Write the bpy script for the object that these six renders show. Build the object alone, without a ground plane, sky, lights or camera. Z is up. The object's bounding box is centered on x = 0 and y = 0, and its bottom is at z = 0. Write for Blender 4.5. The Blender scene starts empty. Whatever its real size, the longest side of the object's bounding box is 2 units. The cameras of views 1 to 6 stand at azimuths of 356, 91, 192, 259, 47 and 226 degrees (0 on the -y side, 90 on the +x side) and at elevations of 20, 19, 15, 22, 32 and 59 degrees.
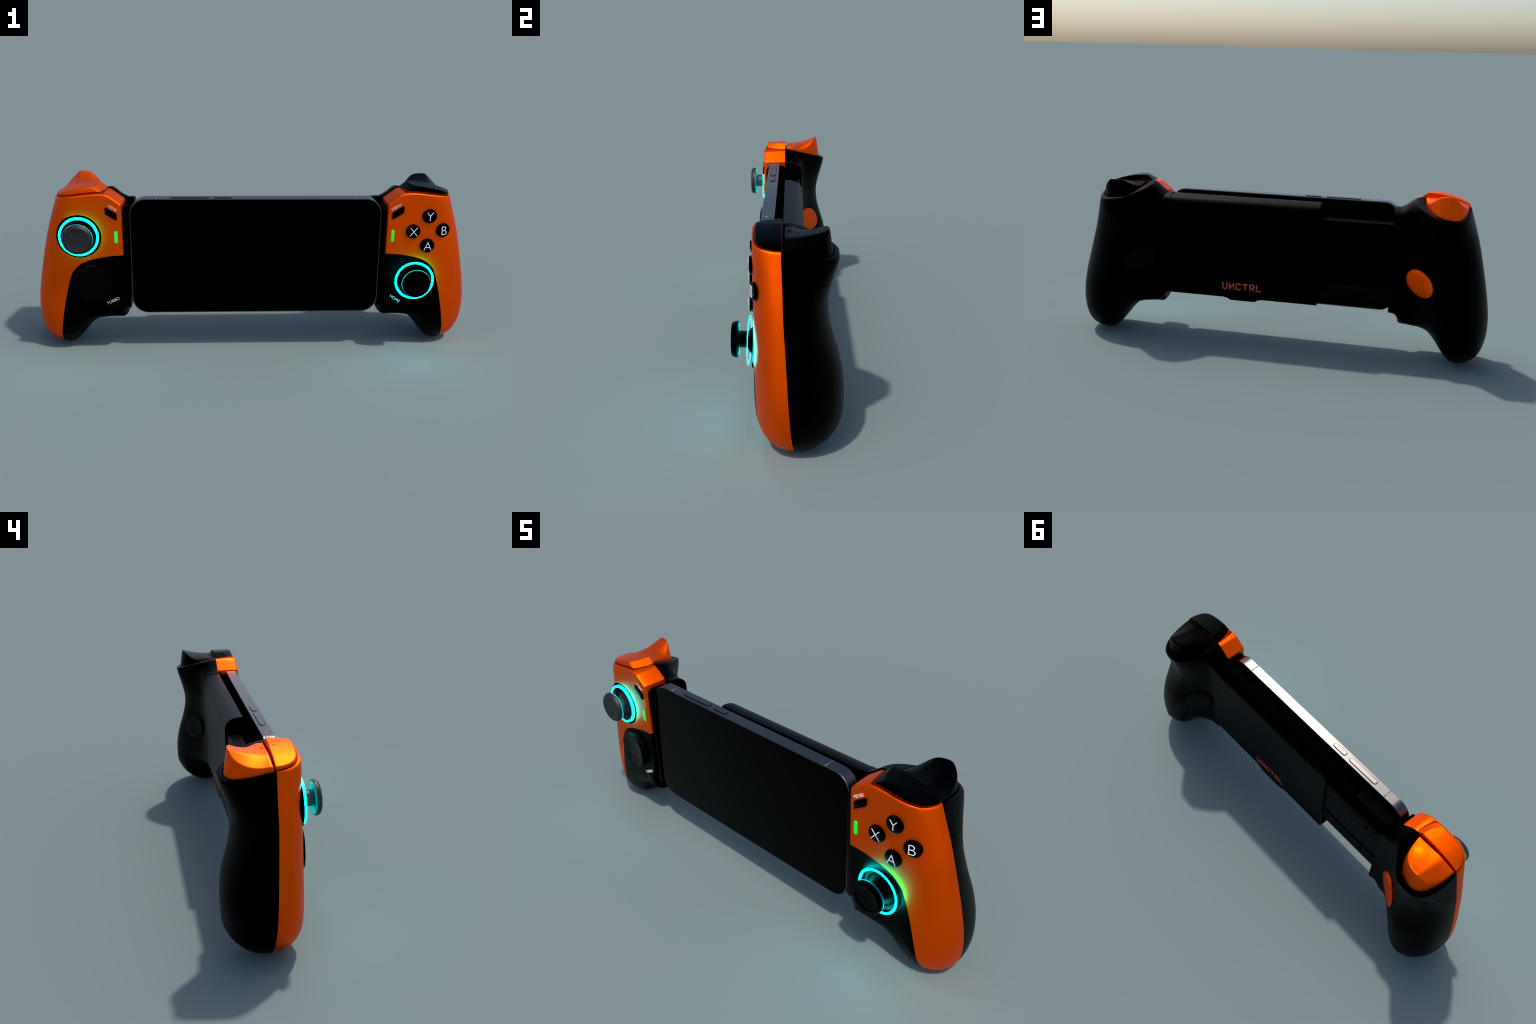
# Telescopic game controller (orange front shells, black rear shells) clamped round a smartphone.
import bpy, math
import numpy as np
from mathutils import Matrix, Vector

YAW = math.radians(-0.72)          # the whole thing stands turned by a hair


# ------------------------------------------------------------------ small maths helpers
def spline(pts, per=10, closed=False):
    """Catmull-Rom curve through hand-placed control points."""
    p = np.array(pts, float)
    if closed:
        q = np.vstack([p[-1], p, p[0], p[1]])
    else:
        q = np.vstack([2 * p[0] - p[1], p, 2 * p[-1] - p[-2]])
    out = []
    t = np.linspace(0, 1, per, endpoint=False)[:, None]
    for i in range(1, len(q) - 2):
        a, b, c, d = q[i - 1], q[i], q[i + 1], q[i + 2]
        out.append(0.5 * (2 * b + (c - a) * t + (2 * a - 5 * b + 4 * c - d) * t ** 2 + (3 * b - a - 3 * c + d) * t ** 3))
    out = np.vstack(out)
    return out if closed else np.vstack([out, p[-1]])


def poly_sdf(px, py, poly):
    """Signed distance to a closed polygon, negative inside; px, py broadcast together."""
    px, py = np.broadcast_arrays(px, py)
    d2 = np.full(px.shape, 1e9)
    inside = np.zeros(px.shape, bool)
    n = len(poly)
    for i in range(n):
        ax, ay = poly[i]
        bx, by = poly[(i + 1) % n]
        ex, ey = bx - ax, by - ay
        l2 = ex * ex + ey * ey
        if l2 < 1e-14:
            continue
        t = np.clip(((px - ax) * ex + (py - ay) * ey) / l2, 0, 1)
        d2 = np.minimum(d2, (px - ax - t * ex) ** 2 + (py - ay - t * ey) ** 2)
        c = (ay > py) != (by > py)
        if ey != 0:
            inside ^= c & (px < ax + (py - ay) * ex / ey)
    return np.where(inside, -np.sqrt(d2), np.sqrt(d2))


def table(pts):
    """Smooth 1-D profile through control points (argument ascending)."""
    c = spline(pts, 12)
    return lambda v: np.interp(v, c[:, 0], c[:, 1])


def sstep(a, b, v):
    t = np.clip((v - a) / (b - a), 0, 1)
    return t * t * (3 - 2 * t)


def smax(a, b, r):
    return np.maximum(a, b) + np.maximum(r - np.abs(a - b), 0) ** 2 / (4 * r)


def surface_nets(parts, lo, hi, h):
    """Mesh an intersection of implicit parts; vertices are then pulled onto every part they touch, so edges stay crisp."""
    shape = parts

    def parts(x, y, z):
        v = shape(x, y, z)
        return v if isinstance(v, list) else [v]

    def f(x, y, z):
        v = parts(x, y, z)
        out = v[0]
        for w in v[1:]:
            out = np.maximum(out, w)
        return out
    ax = [np.arange(lo[k], hi[k] + h, h) for k in range(3)]
    V = f(ax[0][:, None, None], ax[1][None, :, None], ax[2][None, None, :])
    V = np.broadcast_to(V, [len(a) for a in ax])
    S = V < 0
    nc = [len(a) - 1 for a in ax]
    acc = np.zeros(nc + [3])
    cnt = np.zeros(nc)
    crossings = []
    for k in range(3):
        a = [slice(None)] * 3
        b = [slice(None)] * 3
        a[k] = slice(0, -1)
        b[k] = slice(1, None)
        va, vb = V[tuple(a)], V[tuple(b)]
        m = S[tuple(a)] != S[tuple(b)]
        idx = np.argwhere(m)
        crossings.append((idx, S[tuple(a)][m]))
        t = va[m] / (va[m] - vb[m])
        pos = np.stack([ax[j][idx[:, j]] for j in range(3)], 1)
        pos[:, k] += t * h
        o = [j for j in range(3) if j != k]
        for d0 in (0, -1):
            for d1 in (0, -1):
                c = idx.copy()
                c[:, o[0]] += d0
                c[:, o[1]] += d1
                ok = np.all((c >= 0) & (c < np.array(nc)), 1)
                cc = c[ok]
                np.add.at(acc, (cc[:, 0], cc[:, 1], cc[:, 2]), pos[ok])
                np.add.at(cnt, (cc[:, 0], cc[:, 1], cc[:, 2]), 1)
    has = cnt > 0
    index = np.full(nc, -1)
    index[has] = np.arange(has.sum())
    P = acc[has] / cnt[has][:, None]
    quads = []
    for k in range(3):
        idx, sa = crossings[k]
        o = [(k + 1) % 3, (k + 2) % 3]
        ok = (idx[:, o[0]] > 0) & (idx[:, o[1]] > 0) & (idx[:, o[0]] < nc[o[0]]) & (idx[:, o[1]] < nc[o[1]])
        idx, s = idx[ok], sa[ok]
        q = []
        for d0, d1 in ((-1, -1), (0, -1), (0, 0), (-1, 0)):
            c = idx.copy()
            c[:, o[0]] += d0
            c[:, o[1]] += d1
            q.append(index[c[:, 0], c[:, 1], c[:, 2]])
        q = np.stack(q, 1)
        q[~s] = q[~s][:, ::-1]
        quads.append(q)
    Q = np.vstack(quads)
    e = h * 0.05
    active = None
    for it in range(5):
        x, y, z = P.T
        n = len(parts(x[:1], y[:1], z[:1]))
        if active is None:
            active = [None] * n
        for c in range(n):
            x, y, z = P.T
            fc = lambda x, y, z: parts(x, y, z)[c]
            v = np.broadcast_to(fc(x, y, z), x.shape)
            near = np.flatnonzero(np.abs(v) < 6 * h) if active[c] is None else active[c]
            x, y, z = P[near].T
            v = np.broadcast_to(fc(x, y, z), x.shape)
            g = np.stack([fc(x + e, y, z) - fc(x - e, y, z), fc(x, y + e, z) - fc(x, y - e, z), fc(x, y, z + e) - fc(x, y, z - e)], 1) / (2 * e)
            gn = np.maximum(np.linalg.norm(g, axis=1), 1e-6)
            d = v / gn
            if active[c] is None:
                k = np.abs(d) < 0.62 * h
                active[c] = near[k]
                near, d, g, gn = near[k], d[k], g[k], gn[k]
            P[near] -= (np.clip(d, -0.5 * h, 0.5 * h) / gn)[:, None] * g
    return P, Q


def triangulate(Q):
    return np.vstack([Q[:, [0, 1, 2]], Q[:, [0, 2, 3]]])


def split_mesh(P, T, g):
    """Cut a triangle mesh along the zero line of a vertex field. Returns (neg part, pos part), border vertices shared."""
    g = np.where(np.abs(g) < 1e-7, 1e-7, g)
    s = g[T] > 0
    ns = s.sum(1)
    neg, pos = T[ns == 0], T[ns == 3]
    mix = T[(ns == 1) | (ns == 2)]
    sm = g[mix] > 0
    lone_pos = sm.sum(1) == 1
    lone = np.where(lone_pos[:, None], sm, ~sm).argmax(1)
    r = np.arange(len(mix))
    a, b, c = mix[r, lone], mix[r, (lone + 1) % 3], mix[r, (lone + 2) % 3]
    edges = np.sort(np.vstack([np.stack([a, b], 1), np.stack([a, c], 1)]), 1)
    ue, inv = np.unique(edges, axis=0, return_inverse=True)
    inv = inv.ravel()
    t = g[ue[:, 0]] / (g[ue[:, 0]] - g[ue[:, 1]])
    NP = P[ue[:, 0]] + t[:, None] * (P[ue[:, 1]] - P[ue[:, 0]])
    n0 = len(P)
    ab, ac = n0 + inv[:len(mix)], n0 + inv[len(mix):]
    tip = np.stack([a, ab, ac], 1)
    b1 = np.stack([ab, b, c], 1)
    b2 = np.stack([ab, c, ac], 1)
    neg = np.vstack([neg, tip[~lone_pos], b1[lone_pos], b2[lone_pos]])
    pos = np.vstack([pos, tip[lone_pos], b1[~lone_pos], b2[~lone_pos]])
    A = np.vstack([P, NP])

    def compact(F):
        u, iv = np.unique(F, return_inverse=True)
        return A[u], iv.reshape(F.shape), u >= n0
    return compact(neg), compact(pos)


# ------------------------------------------------------------------ materials
def material(name, color, metallic=0.0, rough=0.5, emit=None, strength=0.0, grain=0.0, scale=200.0, spec=0.5, tint=None):
    m = bpy.data.materials.new(name)
    m.use_nodes = True
    nt = m.node_tree
    b = nt.nodes["Principled BSDF"]
    b.inputs["Base Color"].default_value = (*color, 1)
    b.inputs["Metallic"].default_value = metallic
    b.inputs["Roughness"].default_value = rough
    b.inputs["Specular IOR Level"].default_value = spec
    if tint is not None:
        b.inputs["Specular Tint"].default_value = (*tint, 1)
    if emit:
        b.inputs["Emission Color"].default_value = (*emit, 1)
        b.inputs["Emission Strength"].default_value = strength
    if grain > 0:
        tc = nt.nodes.new("ShaderNodeTexCoord")
        no = nt.nodes.new("ShaderNodeTexNoise")
        no.inputs["Scale"].default_value = scale
        no.inputs["Detail"].default_value = 3
        mr = nt.nodes.new("ShaderNodeMapRange")
        mr.inputs["To Min"].default_value = rough - grain
        mr.inputs["To Max"].default_value = rough + grain
        nt.links.new(tc.outputs["Object"], no.inputs["Vector"])
        nt.links.new(no.outputs["Fac"], mr.inputs["Value"])
        nt.links.new(mr.outputs["Result"], b.inputs["Roughness"])
    return m


ORANGE = material("orange_lacquer", (1.0, 0.10, 0.0), 1.0, 0.5, grain=0.02)
BLACK = material("black_shell", (0.0, 0.0, 0.0), 1.0, 0.5, grain=0.02)
BUTTON = material("black_button", (0.0, 0.0, 0.0), 1.0, 0.45, grain=0.02)
STICK = material("dark_rubber", (0.007, 0.0075, 0.008), 0.0, 0.5, grain=0.03)
STICK_BLACK = material("black_rubber", (0.0, 0.0, 0.0), 1.0, 0.5)
SCREEN = material("screen_glass", (0.0, 0.0, 0.0), 1.0, 0.12, tint=(0.88, 0.88, 0.88))
GAP_SHADOW = material("painted_gap_shadow", (0.22, 0.012, 0.0), 1.0, 0.6)  # colours a raised skirt as the reddish shadow line round the bumper
LIGHTLESS = material("lightless_black", (0.0, 0.0, 0.0), 0.0, 1.0, spec=0.0)  # no reflection: paints screw-hole darkness on rail discs, keeps cyan glints off collar
BLUISH_RECT = material("dark_bluish", (0.02, 0.028, 0.036), 1.0, 0.5)
PAD = material("dark_pad", (0.003, 0.0034, 0.0034), 1.0, 0.45)
BACKGLASS = material("back_glass", (0.002, 0.002, 0.002), 1.0, 0.1)
FRAME = material("phone_frame_metal", (0.108, 0.104, 0.102), 1.0, 0.32, grain=0.02)
STRIPE = material("antenna_stripe", (0.20, 0.20, 0.21), 0.8, 0.4)
WHITE = material("white_print", (0.85, 0.85, 0.88), 0.0, 0.5)
CYAN = material("cyan_light", (0.0, 0.6, 0.6), 0.0, 0.5, emit=(0.0, 1.0, 1.0), strength=90.0)
CYAN_SOFT = material("soft_cyan_light", (0.0, 0.6, 0.6), 0.0, 0.5, emit=(0.0, 1.0, 1.0), strength=50.0)
GREEN = material("green_light", (0.0, 0.35, 0.02), 0.0, 0.4, emit=(0.01, 1.0, 0.015), strength=0.5)
LOGO = material("orange_print", (0.58, 0.07, 0.008), 0.0, 0.5)


# ------------------------------------------------------------------ object helpers
def mesh_object(name, P, F, mat, parent=None, smooth_angle=38.0, flip=False):
    me = bpy.data.meshes.new(name)
    F = [list(map(int, f)) for f in F]
    if flip:
        F = [f[::-1] for f in F]
    me.from_pydata([tuple(map(float, p)) for p in P], [], F)
    me.validate()
    me.materials.append(mat)
    for p in me.polygons:
        p.use_smooth = True
    if smooth_angle is not None:
        me.set_sharp_from_angle(angle=math.radians(smooth_angle))
    ob = bpy.data.objects.new(name, me)
    bpy.context.scene.collection.objects.link(ob)
    if parent is not None:
        ob.parent = parent
    return ob


def empty(name, label, category):
    ob = bpy.data.objects.new(name, None)
    bpy.context.scene.collection.objects.link(ob)
    ob["label"] = label
    ob["category"] = category
    return ob


def extrude(poly, a, b, axis, bevel=0.0):
    """Prism of a 2-D polygon along an axis ('x': poly is (y,z); 'y': poly is (x,z)); bevel insets both rims."""
    poly = np.array(poly, float)
    area = 0.5 * np.sum(poly[:, 0] * np.roll(poly[:, 1], -1) - np.roll(poly[:, 0], -1) * poly[:, 1])
    if area < 0:
        poly = poly[::-1]
    n = len(poly)

    def inset(d):
        if d == 0:
            return poly
        e = np.roll(poly, -1, 0) - poly
        nn = np.stack([-e[:, 1], e[:, 0]], 1) / np.maximum(np.linalg.norm(e, axis=1)[:, None], 1e-9)
        v = nn + np.roll(nn, 1, 0)
        v /= np.maximum((v ** 2).sum(1)[:, None] / 2, 0.25)
        return poly + v * d
    if bevel > 0:
        lev = [(a, bevel), (a + bevel * 0.3, bevel * 0.3), (a + bevel, 0), (b - bevel, 0), (b - bevel * 0.3, bevel * 0.3), (b, bevel)]
    else:
        lev = [(a, 0), (b, 0)]
    V = []
    for t, d in lev:
        q = inset(d)
        for u, v in q:
            V.append((t, u, v) if axis == 'x' else (u, t, v))
    F = []
    L = len(lev)
    for k in range(L - 1):
        for i in range(n):
            j = (i + 1) % n
            F.append((k * n + i, k * n + j, (k + 1) * n + j, (k + 1) * n + i))
    F.append(tuple(range(n))[::-1])
    F.append(tuple((L - 1) * n + i for i in range(n)))
    if axis == 'x':
        pass
    else:
        F = [f[::-1] for f in F]
    return np.array(V), F


def lathe(profile, seg=64):
    """Revolve (radius, height) about local z, height along +z."""
    V, F = [], []
    n = len(profile)
    for i in range(seg):
        a = 2 * math.pi * i / seg
        for r, h in profile:
            V.append((r * math.cos(a), r * math.sin(a), h))
    for i in range(seg):
        j = (i + 1) % seg
        for k in range(n - 1):
            q = [i * n + k, j * n + k, j * n + k + 1, i * n + k + 1]
            F.append(q)
    V = np.array(V)
    # weld the pole vertices
    key = {}
    remap = []
    for i, v in enumerate(V):
        kk = (round(v[0], 6), round(v[1], 6), round(v[2], 6))
        remap.append(key.setdefault(kk, i))
    G = []
    for f in F:
        g = []
        for i in f:
            if remap[i] not in g:
                g.append(remap[i])
        if len(g) > 2:
            G.append(g)
    return V, G


def facing(center, normal):
    """Matrix taking local +z to the given outward normal, local +y kept upright."""
    n = Vector(normal).normalized()
    up = Vector((0, 0, 1))
    x = up.cross(n).normalized()
    y = n.cross(x)
    M = Matrix((x, y, n)).transposed().to_4x4()
    M.translation = Vector(center)
    return M


def apply(M, V):
    R = np.array(M)[:3, :3]
    return np.asarray(V) @ R.T + np.array(M)[:3, 3]


def rounded_poly(pts, r, n=5):
    """Round the corners of a polygon with arcs of radius r."""
    pts = [np.array(p, float) for p in pts]
    out = []
    m = len(pts)
    for i in range(m):
        p, a, b = pts[i], pts[i - 1], pts[(i + 1) % m]
        u, v = (a - p) / np.linalg.norm(a - p), (b - p) / np.linalg.norm(b - p)
        ang = math.acos(np.clip(u @ v, -1, 1))
        rr = r[i] if hasattr(r, '__len__') else r
        if rr <= 0:
            out.append(p)
            continue
        d = rr / math.tan(ang / 2)
        c = p + (u + v) / np.linalg.norm(u + v) * rr / math.sin(ang / 2)
        s, e = p + u * d - c, p + v * d - c
        a0 = math.atan2(s[1], s[0])
        da = (math.atan2(e[1], e[0]) - a0 + math.pi) % (2 * math.pi) - math.pi
        for k in range(n + 1):
            t = a0 + da * k / n
            out.append(c + rr * np.array([math.cos(t), math.sin(t)]))
    return np.array(out)


# ------------------------------------------------------------------ the grip's shape rules (right side, x > 0)
seam_y = table([(-0.05, 0.034), (0.0, 0.030), (0.1, 0.016), (0.2, 0.008), (0.3, 0.002), (0.4, -0.004), (0.52, -0.011), (0.62, -0.014), (0.72, -0.018), (0.85, -0.02)])
FACE_Y = -0.1255

OUTER = np.vstack([spline([(0.80, 1.05), (0.862, 0.80), (0.887, 0.715), (0.914, 0.63), (0.940, 0.54), (0.971, 0.40), (0.992, 0.285), (1.0, 0.20), (0.995, 0.125), (0.975, 0.063), (0.945, 0.027), (0.915, 0.011), (0.88, 0.0015), (0.845, 0.0035), (0.80, 0.015), (0.74, 0.03)], 8), [(0.2, 0.03), (0.2, 1.05)]])
PALM = [(0.90, -0.30), (0.852, -0.08), (0.820, 0.005), (0.796, 0.047), (0.773, 0.082), (0.751, 0.110), (0.722, 0.136), (0.69, 0.146), (0.645, 0.150)]
FRONT_IN = np.vstack([spline(PALM + [(0.605, 0.150), (0.587, 0.157), (0.5822, 0.172)], 6), [(0.582, 0.24), (0.582, 0.708), (0.637, 0.750)], spline([(0.66, 0.757), (0.70, 0.759), (0.78, 0.751), (0.85, 0.738), (0.90, 0.722)], 5), [(1.3, 0.65), (1.3, -0.3)]])
REAR_IN = np.vstack([spline(PALM + [(0.606, 0.157), (0.586, 0.172), (0.567, 0.197), (0.535, 0.209)], 6), [(0.3, 0.213)], spline([(0.3, 0.711), (0.545, 0.711), (0.572, 0.714), (0.594, 0.725), (0.632, 0.754), (0.66, 0.764), (0.72, 0.768)], 6), [(1.3, 0.78), (1.3, -0.3)]])
TRIGGER_PLAN = spline([(0.672, -0.0135), (0.684, 0.06), (0.710, 0.112), (0.747, 0.145), (0.795, 0.155), (0.834, 0.137), (0.857, 0.096), (0.870, 0.045), (0.876, -0.0135)], 8)

rear_y = table([(-0.1, 0.17), (0.0, 0.188), (0.1, 0.198), (0.2, 0.200), (0.26, 0.196), (0.33, 0.183), (0.40, 0.162), (0.46, 0.148), (0.52, 0.143), (0.57, 0.149), (0.62, 0.161), (0.67, 0.174), (0.72, 0.183), (0.8, 0.195)])
BACK_Y = 0.0635


def rear_height(x, z):
    hi = rear_y(z)
    top = sstep(0.42, 0.68, z)
    low = sstep(0.36, 0.17, z)
    a = 0.598 + 0.010 * top + 0.020 * low
    b = 0.805 - 0.052 * top + 0.055 * low
    return BACK_Y + (hi - BACK_Y) * sstep(a, b, x)


def plane_through(a, b, c, inside):
    a, b, c, i = (np.array(v, float) for v in (a, b, c, inside))
    n = np.cross(b - a, c - a)
    n /= np.linalg.norm(n)
    if n @ (i - a) > 0:
        n = -n
    return lambda x, y, z: n[0] * (x - a[0]) + n[1] * (y - a[1]) + n[2] * (z - a[2])


MID = (0.76, -0.06, 0.74)
END_FRONT = plane_through((0.709, -0.110, 0.776), (0.690, -0.060, 0.781), (0.676, -0.119, 0.754), MID)
END_REAR = plane_through((0.690, -0.060, 0.781), (0.688, -0.018, 0.787), (0.660, -0.060, 0.756), MID)


def bumper_shape(x, y, z, grow=0.0):
    """Shoulder bumper: a faceted bar that rounds off toward the outside."""
    plan = poly_sdf(x, y, BUMPER_PLAN) + 0.18 * np.clip(z - 0.745, 0, 1)
    zt = np.interp(x, BUMPER_TOP[:, 0], BUMPER_TOP[:, 1]) + 0.03 * (y + 0.02)
    top = (z - zt) * 0.96
    chamfer = ((z - zt) + 0.9 * (-0.1045 - y)) * 0.74
    F = smax(plan, top, 0.005)
    F = smax(F, y + 0.0176 + 0 * F, 0.0015)
    F = smax(F, chamfer, 0.003)
    F = smax(F, END_FRONT(x, y, z), 0.002)
    F = smax(F, END_REAR(x, y, z), 0.002)
    return smax(F, 0.69 - z, 0.003) - grow


BUMPER_PLAN = np.vstack([[(0.655, -0.0080)], [(0.655, -0.085), (0.668, -0.1135)], spline([(0.77, -0.1135), (0.82, -0.1065), (0.852, -0.090), (0.868, -0.065), (0.876, -0.038), (0.878, -0.0080)], 8)])
BUMPER_TOP = spline([(0.60, 0.783), (0.66, 0.784), (0.70, 0.783), (0.745, 0.780), (0.80, 0.769), (0.84, 0.757), (0.865, 0.747), (0.90, 0.733)], 8)


def edge(to, ti):
    # the outer wall and the palm wall meet almost without shrinking the outline
    return (to ** 7 + ti ** 7) ** (1 / 7)


def face_round(z):
    # how far the front face rolls off toward the outer side: wide at the grip, tight at the shoulder
    return 0.21 - 0.05 * sstep(0.22, 0.58, z) - 0.07 * sstep(0.55, 0.74, z)


def face_base(x, side):
    # the right-hand face falls back a little toward the outside
    return FACE_Y + (0.035 * np.clip(x - 0.58, 0, 1) if side > 0 else 0.0)


def front_shape(hole, side):
    def f(x, yp, z):
        ys = seam_y(z)
        do = poly_sdf(x, z, OUTER)
        di = poly_sdf(x, z, FRONT_IN)
        Ro = face_round(z)
        Ri = 0.012 + 0.035 * sstep(0.32, 0.18, z) + 0.04 * sstep(0.68, 0.80, x) * sstep(0.30, 0.16, z)
        to = np.clip(1 + do / Ro, 0, None)
        ti = np.clip(1 + di / Ri, 0, None)
        yy = np.clip(-yp, 0, None) / (ys - face_base(x, side))
        p = 2.3
        F = (edge(to, ti) ** p + yy ** p) ** (1 / p) - 1
        F = F * 0.12
        cap = yp + 0.0008 + 0 * F
        y = yp + ys
        out = [F, cap]
        if hole:
            hx, hz, hr = hole
            rho = np.sqrt((x - hx) ** 2 + (z - hz) ** 2)
            out.append(-np.maximum(rho - hr, y + 0.085))
        return out
    return f


def rear_shape(x, yp, z):
    ys = seam_y(z)
    y = yp + ys
    do = poly_sdf(x, z, OUTER)
    di = poly_sdf(x, z, REAR_IN)
    Ro = 0.185 - 0.09 * sstep(0.50, 0.70, z)
    Ri = 0.05 + 0.042 * sstep(0.58, 0.68, x) * sstep(0.42, 0.20, z) - 0.03 * sstep(0.72, 0.82, x) * sstep(0.30, 0.15, z) - 0.030 * sstep(0.575, 0.545, x) * sstep(0.45, 0.35, z)
    to = np.clip(1 + do / Ro, 0, None)
    ti = np.clip(1 + di / Ri, 0, None)
    yy = np.clip(yp, 0, None) / (rear_height(x, z) - ys)
    p = 2.2
    F = (edge(to, ti) ** p + yy ** p) ** (1 / p) - 1
    F = F * 0.12
    cap = 0.0008 - yp + 0 * F
    rim = (z - (0.757 - 0.148 * (x - 0.65) - 0.245 * y)) * 0.96
    F = smax(F, rim, 0.010)
    pocket = np.maximum(poly_sdf(x, y, TRIGGER_PLAN) - 0.005, 0.676 - z)
    return [F, cap, 0.541 - x + 0 * F, -pocket]


def trigger_shape(base, tip, crease, fall):
    def f(x, y, z):
        wall = poly_sdf(x, y + (z - 0.70) * 0.10 * np.clip(y / 0.15, 0, 1), TRIGGER_PLAN) + 0.06 * np.clip(z - 0.70, 0, 1)
        k = (tip - base) / 0.147 ** 2
        v = np.clip(y, 0, None)
        ridge = base + k * v ** 2 - 9.0 * np.clip(0.758 - x, 0, 1) ** 2 * np.clip((y - 0.02) / 0.1, 0, 1)
        s1 = (z - ridge) * 0.93
        dx = x - crease
        s2 = (z - (base + k * v ** 2 - (fall + 0.45 * np.clip(y / 0.147, 0, 1)) * dx)) * 0.85
        F = smax(s1, s2, 0.005)
        F = smax(F, wall, 0.006)
        return np.maximum(F, 0.68 - z)
    return f


# line between the orange shell and the black lower panel, seen from the front
PANEL_LINE = np.vstack([[(0.3, 0.475), (0.582, 0.4725)], spline([(0.60, 0.4715), (0.66, 0.4665), (0.735, 0.4505), (0.780, 0.431), (0.806, 0.407), (0.822, 0.382), (0.846, 0.306), (0.868, 0.21), (0.884, 0.12), (0.890, 0.07), (0.894, 0.03)], 8), [(0.896, -0.2), (0.3, -0.2)]])
# parting line between upper rear shell and the rubber grip
GRIP_LINE = np.vstack([[(1.2, 0.575)], spline([(0.93, 0.602), (0.905, 0.612), (0.86, 0.606), (0.81, 0.592), (0.765, 0.578), (0.722, 0.562), (0.703, 0.540), (0.697, 0.49), (0.694, 0.40), (0.712, 0.31), (0.735, 0.25), (0.765, 0.185), (0.80, 0.11)], 8), [(0.86, -0.2), (1.2, -0.2)]])


def face_y(x, z):
    """Height of the front face at a point, for seating buttons."""
    z = np.float64(z)
    ax = abs(x)
    do = float(poly_sdf(np.array(ax), np.array(z), OUTER))
    to = max(0.0, 1 + do / float(face_round(z)))
    ys = float(seam_y(z))
    return ys - (max(0, 1 - to ** 2.3)) ** (1 / 2.3) * (ys - float(face_base(ax, x)))


def face_normal(x, z):
    e = 0.01
    return Vector(((face_y(x + e, z) - face_y(x - e, z)) / (2 * e), -1.0, (face_y(x, z + e) - face_y(x, z - e)) / (2 * e))).normalized()


# ------------------------------------------------------------------ build
controller = empty("game_controller", "orange and black telescopic handheld game controller with glowing sticks", "game controller")
phone = empty("smartphone", "dark slim smartphone with black glass screen and metal frame", "smartphone")
for r in (controller, phone):
    r.rotation_euler = (0, 0, YAW)

H = 0.0033
STICK_POS = {1: (0.7285, 0.3435, 0.0888), -1: (0.7800, 0.5610, 0.0880)}

rear_P, rear_Q = surface_nets(rear_shape, (0.541 - 3.5 * H, 0.0008 - 3.5 * H, -0.02), (1.02, 0.236, 0.80), H)
g = poly_sdf(rear_P[:, 0], rear_P[:, 2], GRIP_LINE)
g = np.where(rear_P[:, 1] < 0.004, 1.0, g)
rear_T = triangulate(rear_Q)
rear_P[:, 1] += seam_y(rear_P[:, 2])
bump_P, bump_Q = surface_nets(lambda x, y, z: bumper_shape(x, y, z), (0.64, -0.135, 0.685), (0.89, -0.005, 0.80), 0.0024)

def gap_skirt_shape(x, y, z):
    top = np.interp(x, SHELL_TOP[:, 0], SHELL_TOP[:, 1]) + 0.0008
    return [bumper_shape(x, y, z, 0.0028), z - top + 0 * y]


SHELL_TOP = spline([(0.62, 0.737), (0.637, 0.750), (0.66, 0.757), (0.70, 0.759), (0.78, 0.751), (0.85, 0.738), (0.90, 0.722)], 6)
gap_skirt_P, gap_skirt_Q = surface_nets(gap_skirt_shape, (0.64, -0.135, 0.70), (0.90, -0.005, 0.78), 0.0024)

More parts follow.
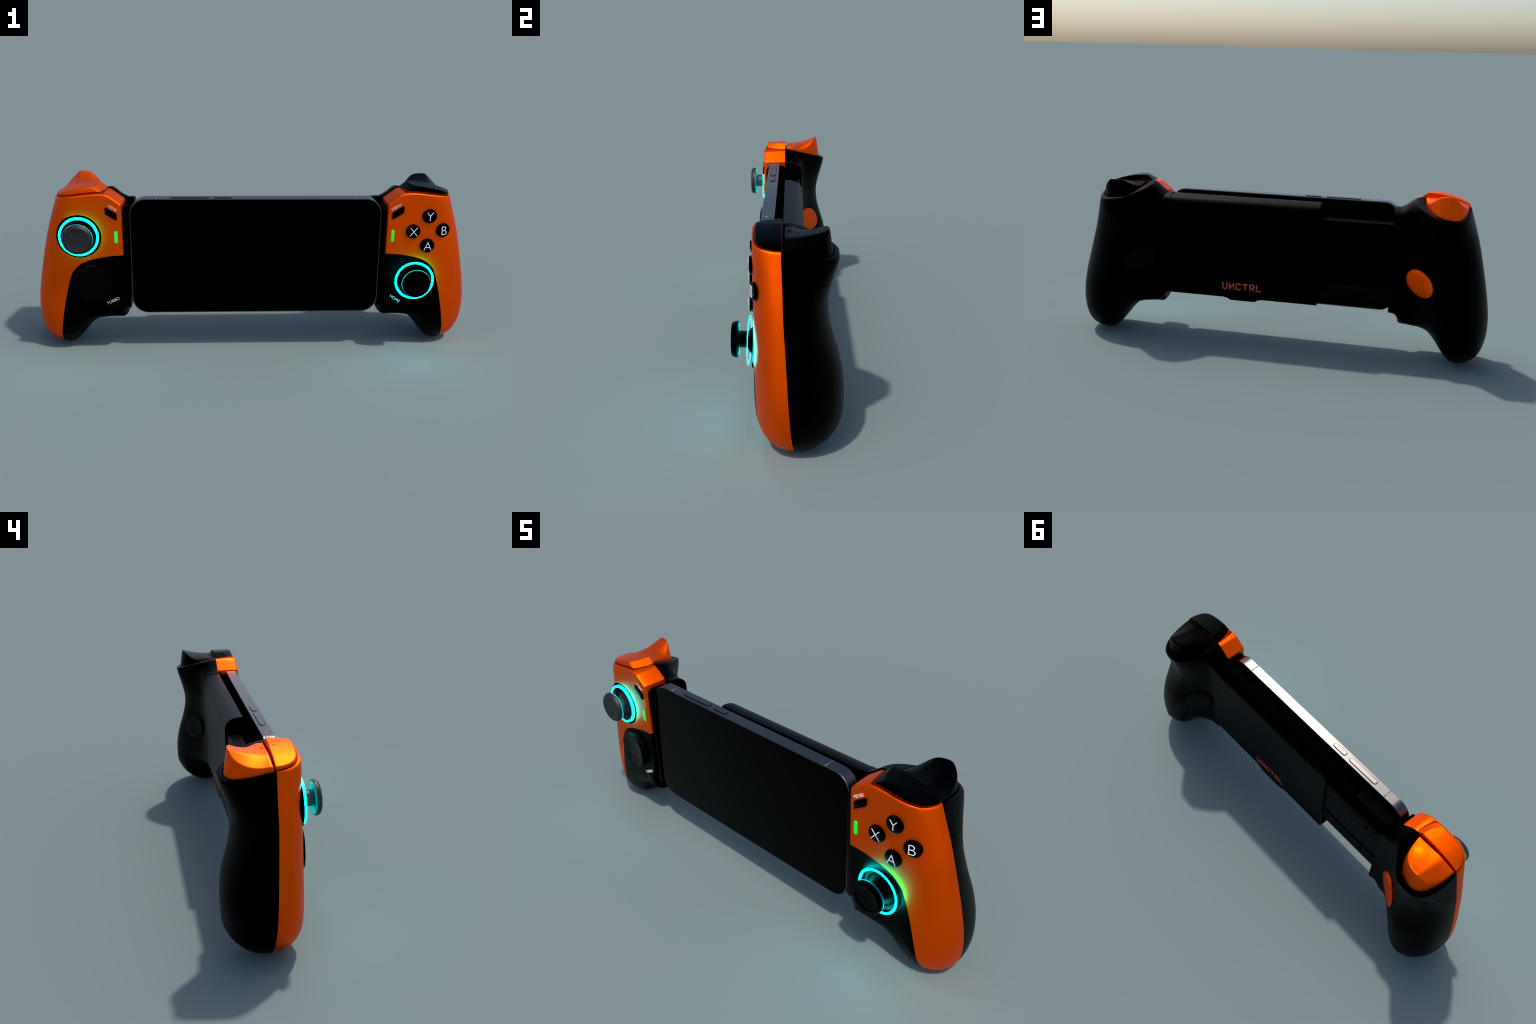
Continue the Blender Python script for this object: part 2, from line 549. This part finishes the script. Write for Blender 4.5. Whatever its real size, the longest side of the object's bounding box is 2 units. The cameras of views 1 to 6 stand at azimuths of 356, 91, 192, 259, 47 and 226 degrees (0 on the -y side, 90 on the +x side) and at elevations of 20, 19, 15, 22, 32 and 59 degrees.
for s in (1, -1):
    mir = np.array([s, 1, 1.0])
    # rear: upper shell and rubber grip, separated by a fine sunk line
    for part, nm in zip(split_mesh(rear_P, rear_T, g), ("rear_grip", "rear_shell")):
        P, F, border = part
        P = P.copy()
        ys = seam_y(P[:, 2])
        m = border & (P[:, 1] - ys > 0.006)
        e = 1e-3
        x, y, z = P[m, 0], P[m, 1] - ys[m], P[m, 2]
        rs = lambda *q: rear_shape(*q)[0]
        gr = np.stack([rs(x + e, y, z) - rs(x - e, y, z), rs(x, y + e, z) - rs(x, y - e, z), rs(x, y, z + e) - rs(x, y, z - e)], 1)
        P[m] -= 0.003 * gr / np.linalg.norm(gr, axis=1)[:, None]
        mesh_object(nm, P * mir, F, BLACK, controller, 60, flip=s < 0)
    # front: orange shell and black lower panel
    hx, hz, hr = STICK_POS[s]
    hole = (hx, hz, hr - (0.009 if s > 0 else -0.0105))
    P, Q = surface_nets(front_shape(hole, s), (0.57, -0.0008 - 45.5 * H, -0.02), (1.02, 0.01, 0.78), H)
    gg = poly_sdf(P[:, 0], P[:, 2], PANEL_LINE)
    P[:, 1] += seam_y(P[:, 2])
    (Pb, Fb, _), (Po, Fo, _) = split_mesh(P, triangulate(Q), gg)
    mesh_object("front_shell", Po * mir, Fo, ORANGE, controller, 45, flip=s < 0)
    mesh_object("lower_panel", Pb * mir, Fb, BLACK, controller, 45, flip=s < 0)
    # bumper and trigger
    mat = BLACK if s > 0 else ORANGE
    mesh_object("bumper", bump_P * mir, bump_Q, mat, controller, 28, flip=s < 0)
    mesh_object("bumper_gap_shadow_skirt", gap_skirt_P * mir, gap_skirt_Q, GAP_SHADOW, controller, 28, flip=s < 0)
    tP, tQ = surface_nets(trigger_shape(*((0.754, 0.784, 0.812, 0.42) if s > 0 else (0.763, 0.801, 0.802, 0.33))), (0.65, -0.02, 0.675), (0.90, 0.18, 0.83), 0.0024)
    mesh_object("trigger", tP * mir, tQ, mat, controller, 28, flip=s < 0)
    # soft pad on the inner wall against the phone
    pad = rounded_poly([(-0.113, 0.203), (-0.012, 0.203), (-0.012, 0.690), (-0.113, 0.690)], 0.03)
    V, F = extrude(pad, 0.566, 0.60, 'x', 0.004)
    mesh_object("phone_pad", V * mir, F, BLACK, controller, 40, flip=s < 0)

# ------------------------------------------------------------------ telescopic bridge behind the phone
top_arc = [(-0.019, 0.706), (-0.016, 0.712), (0.0, 0.7125), (0.018, 0.710), (0.034, 0.705), (0.047, 0.697), (0.057, 0.686), (0.0625, 0.672), (0.0632, 0.66)]
ring_out = np.array(top_arc + [(0.0632, 0.235), (0.0615, 0.222), (0.055, 0.214), (0.045, 0.212), (-0.010, 0.210), (-0.019, 0.216)])
ring_out[:9, 1] -= 0.0055
ring_in = np.array([(y - 0.009 * np.sign(y - 0.02), 0.46 + (z - 0.46) * 0.965) for y, z in ring_out])


def sleeve(outer, inner, a, b, depth):
    n = len(outer)
    V = [(a, *p) for p in outer] + [(b, *p) for p in outer] + [(a, *p) for p in inner] + [(a + depth, *p) for p in inner]
    F = []
    for i in range(n):
        j = (i + 1) % n
        F += [(i, n + i, n + j, j), (2 * n + i, i, j, 2 * n + j), (3 * n + i, 2 * n + i, 2 * n + j, 3 * n + j)]
    F.append(tuple(n + i for i in range(n)))
    F.append(tuple(3 * n + i for i in range(n)))
    return np.array(V), F


V, F = sleeve(ring_out, ring_in, -0.197, 0.56, 0.16)
me_bridge = mesh_object("bridge", V, F, BLACK, controller, 30, flip=False)
lug = spline([(0.262, 0.2155), (0.245, 0.213), (0.230, 0.2045), (0.215, 0.2035), (0.12, 0.2035), (0.105, 0.2045), (0.092, 0.213), (0.075, 0.2155)], 4)
lug = np.vstack([lug, [(0.075, 0.23), (0.262, 0.23)]])
V, F = extrude(lug, 0.0, 0.0628, 'y')
mesh_object("bridge_lug", V, F, BLACK, controller, 40)

# rail with one wide and two fine grooves along it
rail = [(0.0, 0.318), (0.050, 0.318), (0.054, 0.321), (0.054, 0.394), (0.051, 0.3945), (0.051, 0.3975), (0.054, 0.398), (0.054, 0.403), (0.044, 0.405), (0.044, 0.417), (0.054, 0.419),
        (0.054, 0.548), (0.051, 0.5485), (0.051, 0.5515), (0.054, 0.552), (0.054, 0.628), (0.050, 0.636), (0.040, 0.640), (0.0, 0.640)]
V, F = extrude(rail, -0.56, -0.10, 'x')
mesh_object("sliding_rail", V, F, BLACK, controller, 30)
for z in (0.585, 0.361):
    V, F = lathe([(0.0, 0.0006), (0.0065, 0.0006), (0.008, 0.0022), (0.010, 0.0022), (0.0115, 0.0)], 24)
    mesh_object("rail_hole_shade_disc", apply(facing((-0.452, 0.0538, z), (0, 1, 0)), V), F, LIGHTLESS, controller, 30, flip=True)

# ------------------------------------------------------------------ rear paddles
for s in (1, -1):
    c = np.array([0.679, 0.0, 0.381])
    n = Vector((-0.42, 0.9, 0.0)) if s > 0 else Vector((0.42, 0.9, 0.0))
    prof = [(0.0, 0.011), (0.6, 0.0108), (0.85, 0.0100), (0.95, 0.0075), (1.0, 0.002), (1.0, -0.03)]
    V, F = lathe(prof, 64)
    ang = math.radians(40)
    a, b = 0.071, 0.056
    u, v = V[:, 0] * a, V[:, 1] * b
    # ellipse tilted in the front projection, laid on the sloping rear face
    X = u * math.cos(ang) - v * math.sin(ang)
    Zz = u * math.sin(ang) + v * math.cos(ang)
    xx, zz = c[0] - X, c[2] + Zz
    flat = float(rear_height(np.array(c[0]), np.array(0.38))) + 0.5 * (xx - c[0])
    yy = 0.7 * rear_height(xx, zz) + 0.3 * flat + V[:, 2]
    P = np.stack([xx * s, yy, zz], 1)
    mesh_object("rear_paddle", P, F, PAD if s > 0 else ORANGE, controller, 40, flip=s < 0)

# ------------------------------------------------------------------ thumb sticks with glowing rings
for s in (1, -1):
    hx, hz, R = STICK_POS[s]
    k = R / 0.096
    tilt = Vector((-0.04, -1.0, 0.02) if s > 0 else (-0.03, -1.0, 0.01)).normalized()
    cy = -0.1345 if s > 0 else -0.1320
    M = facing((hx * s, cy, hz), tilt)
    cx, cz = (0.7266, 0.3465) if s > 0 else (0.7770, 0.5655)
    Mf = facing((cx * s, cy, cz), (0, -1, 0))
    if s < 0:
        # black collar between shell and ring
        V, F = lathe([(0.0993, -0.03), (0.0993, -0.0095), (0.0985, -0.0088), (R + 0.0005, -0.0088), (R - 0.001, -0.03)], 96)
        mesh_object("stick_collar", apply(M, V), F, LIGHTLESS, controller, 30)
    th = 0.0004 if s > 0 else -0.008
    V, F = lathe([(R - 0.0085, th), (R, th), (R, 0.0012), (R - 0.001, 0.002), (R - 0.0075, 0.002), (R - 0.0085, 0.0012), (R - 0.0085, th)], 96)
    ring = mesh_object("light_ring", apply(M, V), F, CYAN if s > 0 else CYAN_SOFT, controller, 30)
    sm = STICK_BLACK if s > 0 else STICK
    V, F = lathe([(R + 0.006 if s > 0 else R - 0.002, -0.026), (R - 0.0088, 0.0018 if s < 0 else -0.016), (R - 0.0125, 0.0018 if s < 0 else -0.016), (0.070 * k, -0.018), (0.066 * k, -0.022), (0.060 * k, -0.014), (0.048 * k, -0.004), (0.036 * k, 0.002), (0.028, 0.004), (0.0, 0.004)], 72)
    base = mesh_object("thumb_stick", apply(M, V), F, sm, controller, 30)
    dy = -0.1985 - cy     # cap front
    f = -dy
    V, F = lathe([(0.031, -0.02), (0.0305, f - 0.030), (0.032, f - 0.0285), (0.0, f - 0.0285)], 48)
    mesh_object("stick_stem", apply(Mf, V), F, sm, base, 30)
    cr = 0.0680 if s < 0 else 0.0655
    V, F = lathe([(0.0, f - 0.003), (0.036, f - 0.0035), (0.043, f - 0.003), (0.049, f - 0.0005), (0.054, f), (0.060, f - 0.002), (cr - 0.003, f - 0.007), (cr, f - 0.014), (cr, f - 0.019), (cr - 0.002, f - 0.025), (cr - 0.006, f - 0.028), (cr - 0.012, f - 0.0285), (0.03, f - 0.0265), (0.0, f - 0.0265)], 72)
    mesh_object("stick_cap", apply(Mf, V), F, sm, base, 40, flip=True)

# ------------------------------------------------------------------ face buttons
def text_mesh(body, size, depth, width=None, thin=0.0):
    cu = bpy.data.curves.new("letter_curve", 'FONT')
    cu.body = body
    cu.size = size
    cu.align_x = 'CENTER'
    cu.align_y = 'CENTER'
    cu.extrude = depth / 2
    cu.offset = -thin
    ob = bpy.data.objects.new("letter_tmp", cu)
    bpy.context.scene.collection.objects.link(ob)
    bpy.context.view_layer.update()
    me = bpy.data.meshes.new_from_object(ob.evaluated_get(bpy.context.evaluated_depsgraph_get()))
    bpy.data.objects.remove(ob)
    V = np.array([v.co[:] for v in me.vertices])
    F = [list(p.vertices) for p in me.polygons]
    bpy.data.meshes.remove(me)
    c = (V.min(0) + V.max(0)) / 2
    V = V - c
    if width:
        V[:, 0] *= width / (V[:, 0].max() * 2)
    return V, F


for ch, x, z in (("Y", 0.7785, 0.647), ("X", 0.7085, 0.5765), ("B", 0.8465, 0.5775), ("A", 0.7780, 0.5080)):
    n = face_normal(x, z)
    y = face_y(x, z)
    M = facing((x, y, z), n)
    V, F = lathe([(0.0, 0.0105), (0.026, 0.0105), (0.0305, 0.0095), (0.0325, 0.007), (0.033, 0.003), (0.033, -0.02)], 48)
    b = mesh_object("face_button", apply(M, V), F, BUTTON, controller, 40, flip=True)
    V, F = text_mesh(ch, 0.055, 0.0012, thin=0.0011)
    V *= 0.0385 / (V[:, 1].max() * 2)
    V[:, 2] = V[:, 2] * 1.0 + 0.0130
    mesh_object("letter", apply(M, V), F, WHITE, b, None)


def slanted_button(x0, x1, z_in, z_out, h):
    """Parallelogram key: vertical sides, sloping top and bottom."""
    return rounded_poly([(x0, z_in - h), (x1, z_out - h), (x1, z_out), (x0, z_in)], 0.004, 4)


def label(body, x, z, ang, length, height=0.0135):
    V, F = text_mesh(body, 0.02, 0.001, length, thin=0.0004)
    V[:, 1] *= height / (V[:, 1].max() * 2)
    n = face_normal(x, z)
    M = facing((x, face_y(x, z) - 0.001, z), n) @ Matrix.Rotation(math.radians(ang), 4, 'Z')
    mesh_object("label_text", apply(M, V), F, WHITE, controller, None)


for body, s, zi, zo, tx, tz, ta, tl in (("VIEW", -1, 0.665, 0.697, -0.6265, 0.6905, -34, 0.043), ("MENU", 1, 0.665, 0.698, 0.6255, 0.6905, 33, 0.046),
                                     ("TURBO", -1, 0.2615, 0.235, -0.6445, 0.2535, 26, 0.062), ("HOME", 1, 0.2625, 0.230, 0.6475, 0.2505, -36, 0.054)):
    h = 0.033 if tz > 0.5 else 0.037
    poly = slanted_button(0.6095, 0.660, zi, zo, h)
    fy = face_y(0.63, tz)
    V, F = extrude(poly, fy - 0.008, fy + 0.02, 'y', 0.002)
    mesh_object("menu_button", V * np.array([s, 1, 1]), F, PAD if body == "TURBO" else BUTTON, controller, 40, flip=s < 0)
    label(body, tx, tz, ta, tl)

for s in (1, -1):
    poly = rounded_poly([(0.6092, 0.5292), (0.6232, 0.5292), (0.6232, 0.5845), (0.6092, 0.5845)], 0.0062, 6)
    fy = face_y(0.616, 0.556)
    V, F = extrude(poly, fy - 0.005, fy + 0.01, 'y', 0.003)
    mesh_object("indicator_light", V * np.array([s, 1, 1]), F, GREEN, controller, 50, flip=s < 0)

# ------------------------------------------------------------------ round direction pad with faceted dish
import bmesh
M = facing((-0.7265, -0.117, 0.344), Vector((-0.09, -1, 0)))
PAD_R = 0.0855
bm = bmesh.new()
ringv = [bm.verts.new((PAD_R * math.cos(2 * math.pi * i / 72), PAD_R * math.sin(2 * math.pi * i / 72), 0)) for i in range(72)]
bm.faces.new(ringv)
for ax in (0, 1):
    for t in (-0.029, 0.029):
        no = [0, 0, 0]
        no[ax] = 1
        co = [0, 0, 0]
        co[ax] = t
        bmesh.ops.bisect_plane(bm, geom=bm.verts[:] + bm.edges[:] + bm.faces[:], plane_co=co, plane_no=no)
for v in bm.verts:
    v.co.z = 0.0255 + 0.10 * (max(abs(v.co.x) - 0.029, 0) + max(abs(v.co.y) - 0.029, 0)) - 0.0015
rim = [e for e in bm.edges if e.is_boundary]
for hgt, rad in ((-0.0015, 1.006), (-0.012, 1.0), (-0.045, 1.0)):
    ex = bmesh.ops.extrude_edge_only(bm, edges=rim)["geom"]
    for v in [q for q in ex if isinstance(q, bmesh.types.BMVert)]:
        v.co.z += hgt
        v.co.x *= rad
        v.co.y *= rad
    rim = [q for q in ex if isinstance(q, bmesh.types.BMEdge) and q.is_boundary]
bmesh.ops.recalc_face_normals(bm, faces=bm.faces[:])
bm.verts.ensure_lookup_table()
bm.verts.index_update()
V = np.array([v.co[:] for v in bm.verts])
F = [[v.index for v in f.verts] for f in bm.faces]
bm.free()
mesh_object("direction_pad", apply(M, V), F, PAD, controller, 3)

# ------------------------------------------------------------------ logo on the back of the bridge: block letters from strokes
def stroke_letters(glyphs, height, width, gap, weight):
    V, F = [], []
    x0 = 0.0
    for g in glyphs:
        for (ax, az), (bx, bz) in g:
            a = np.array([x0 + ax * width, az * height])
            b = np.array([x0 + bx * width, bz * height])
            d = (b - a) / np.linalg.norm(b - a)
            nn = np.array([-d[1], d[0]]) * weight / 2
            a2, b2 = a - d * weight * 0.42, b + d * weight * 0.42
            k = len(V)
            for q in (a2 - nn, b2 - nn, b2 + nn, a2 + nn):
                V.append((q[0], q[1], 0.0))
            for q in (a2 - nn, b2 - nn, b2 + nn, a2 + nn):
                V.append((q[0], q[1], 0.0012))
            F += [(k + 4, k + 5, k + 6, k + 7), (k, k + 3, k + 2, k + 1), (k, k + 1, k + 5, k + 4), (k + 1, k + 2, k + 6, k + 5), (k + 2, k + 3, k + 7, k + 6), (k + 3, k, k + 4, k + 7)]
        x0 += width + gap
    return np.array(V), F


GLYPHS = [
    [((0, 1), (0, 0.22)), ((0, 0.2), (0.2, 0)), ((0.22, 0), (0.78, 0)), ((0.8, 0), (1, 0.2)), ((1, 0.22), (1, 1))],
    [((0, 0), (0, 1)), ((1, 0), (1, 1)), ((0, 0.05), (1, 0.95))],
    [((1, 0.8), (0.8, 1)), ((0.78, 1), (0.22, 1)), ((0.2, 1), (0, 0.8)), ((0, 0.78), (0, 0.22)), ((0, 0.2), (0.2, 0)), ((0.22, 0), (0.78, 0)), ((0.8, 0), (1, 0.2))],
    [((-0.05, 1), (1.05, 1)), ((0.5, 0.9), (0.5, 0))],
    [((0, 0), (0, 1)), ((0.1, 1), (0.8, 1)), ((0.82, 1), (1, 0.82)), ((1, 0.8), (1, 0.62)), ((1, 0.62), (0.82, 0.45)), ((0.8, 0.44), (0.1, 0.44)), ((0.5, 0.4), (1, 0))],
    [((0, 1), (0, 0)), ((0.1, 0), (1, 0))],
]
V, F = stroke_letters(GLYPHS, 0.029, 0.0205, 0.0135, 0.0068)
V[:, 0] -= V[:, 0].max() / 2
# thin the stacking: each stroke a hair different in height so that overlaps never share a plane
for i in range(len(V) // 8):
    V[i * 8 + 4:i * 8 + 8, 2] += 0.00002 * (i % 11)
Ml = facing((0.171, BACK_Y - 0.0006, 0.2595), (0, 1, 0))
mesh_object("logo_text", apply(Ml, V), F, LOGO, controller, None)

# ------------------------------------------------------------------ the phone
PX0, PX1, PZ0, PZ1, PY0, PY1 = -0.559, 0.566, 0.1845, 0.723, -0.0960, -0.0465


def slab(x0, x1, z0, z1, r):
    return rounded_poly([(x0, z0), (x1, z0), (x1, z1), (x0, z1)], r, 14)


TILT = math.tan(math.radians(1.42))


def phone_part(name, V, F, mat, angle, flip=False):
    V = np.array(V, float)
    V[:, 1] -= (PZ1 - V[:, 2]) * TILT + 0.0065 * V[:, 0]          # the phone leans: its lower edge stands forward
    return mesh_object(name, V, F, mat, phone, angle, flip)


def tray(outline, wall, y0, y1, floor, bev):
    """Open-backed tray: a rim of the given wall thickness round an outline, closed at the front."""
    rings = [(outline(bev), y0), (outline(bev * 0.3), y0 + bev * 0.3), (outline(0), y0 + bev), (outline(0), y1 - bev), (outline(bev), y1), (outline(wall), y1), (outline(wall), floor)]
    n = len(rings[0][0])
    V = [(p[0], y, p[1]) for r, y in rings for p in r]
    F = []
    for k in range(len(rings) - 1):
        for i in range(n):
            j = (i + 1) % n
            F.append((k * n + i, k * n + j, (k + 1) * n + j, (k + 1) * n + i))
    L = len(rings) - 1
    F.append(tuple(range(n))[::-1])
    F.append(tuple(L * n + i for i in range(n)))
    return V, [f if len(f) == 4 else f for f in F]


def inset_slab(base):
    return lambda d: slab(PX0 + base + d, PX1 - base - d, PZ0 + base + d, PZ1 - base - d, 0.072 - base - d)


V, F = tray(inset_slab(0.0), 0.005, PY0, PY1, PY0 + 0.006, 0.002)
phone_part("frame", V, F, FRAME, 12)
V, F = extrude(slab(PX0 + 0.0045, PX1 - 0.0045, PZ0 + 0.0045, PZ1 - 0.0045, 0.0685), PY0 - 0.0010, PY0 + 0.004, 'y', 0.0007)
phone_part("screen", V, F, SCREEN, 12)
# dark lining of the open back, and a dark bluish rectangle on it
V, F = tray(inset_slab(0.0054), 0.0012, PY0 + 0.0064, PY1 - 0.001, PY0 + 0.008, 0.0004)
phone_part("inner_lining", V, F, BACKGLASS, 12)
V, F = extrude(rounded_poly([(-0.500, 0.452), (-0.288, 0.452), (-0.288, 0.556), (-0.500, 0.556)], 0.003), PY0 + 0.0075, PY0 + 0.0095, 'y')
phone_part("inner_dark_rect", V, F, BLUISH_RECT, 12)
ym = (PY0 + PY1) / 2
for x0, x1 in ((-0.372, -0.208), (-0.180, -0.106)):
    pl = rounded_poly([(x0, ym - 0.0105), (x1, ym - 0.0105), (x1, ym + 0.0105), (x0, ym + 0.0105)], 0.0100, 6)
    for grow, h0, h1, mt, nm in ((1.0, -0.003, 0.0035, FRAME, "side_button"), (1.0, -0.003, 0.0004, BLACK, "button_gap")):
        V, F = extrude(pl if nm == "side_button" else rounded_poly([(x0 - 0.0022, ym - 0.0127), (x1 + 0.0022, ym - 0.0127), (x1 + 0.0022, ym + 0.0127), (x0 - 0.0022, ym + 0.0127)], 0.012, 6), h0, h1, 'y', 0.0008 if nm == "side_button" else 0.0)
        V = np.stack([V[:, 0], V[:, 2], PZ1 + V[:, 1]], 1)
        phone_part(nm, V, F, mt, 16, flip=True)
for x in (-0.4385, 0.4465):
    for zz in ((PZ1 - 0.002, PZ1 + 0.0004), (PZ0 - 0.0004, PZ0 + 0.002)):
        V, F = extrude([(x - 0.0018, zz[0]), (x + 0.0018, zz[0]), (x + 0.0018, zz[1]), (x - 0.0018, zz[1])], PY0 + 0.0018, PY1 - 0.0018, 'y')
        phone_part("antenna_stripe", V, F, STRIPE, None)

# ------------------------------------------------------------------ small raised marks on the shoulder keys
for s in (1, -1):
    side = "R" if s > 0 else "L"
    for num, x, y, z, par, tilt in (("1", 0.742, -0.036, 0.7785, "bumper", 0.12), ("2", 0.738, 0.006, 0.7632 if s < 0 else 0.7542, "trigger", 0.0)):
        V, F = text_mesh(side + num, 0.02, 0.0024, 0.020)
        V[:, 1] *= 0.013 / (V[:, 1].max() * 2)
        M = Matrix.Translation((x * s, y, z)) @ Matrix.Rotation(tilt, 4, 'X')
        mesh_object("key_mark", apply(M, V), F, BLACK if s > 0 else ORANGE, controller, None)
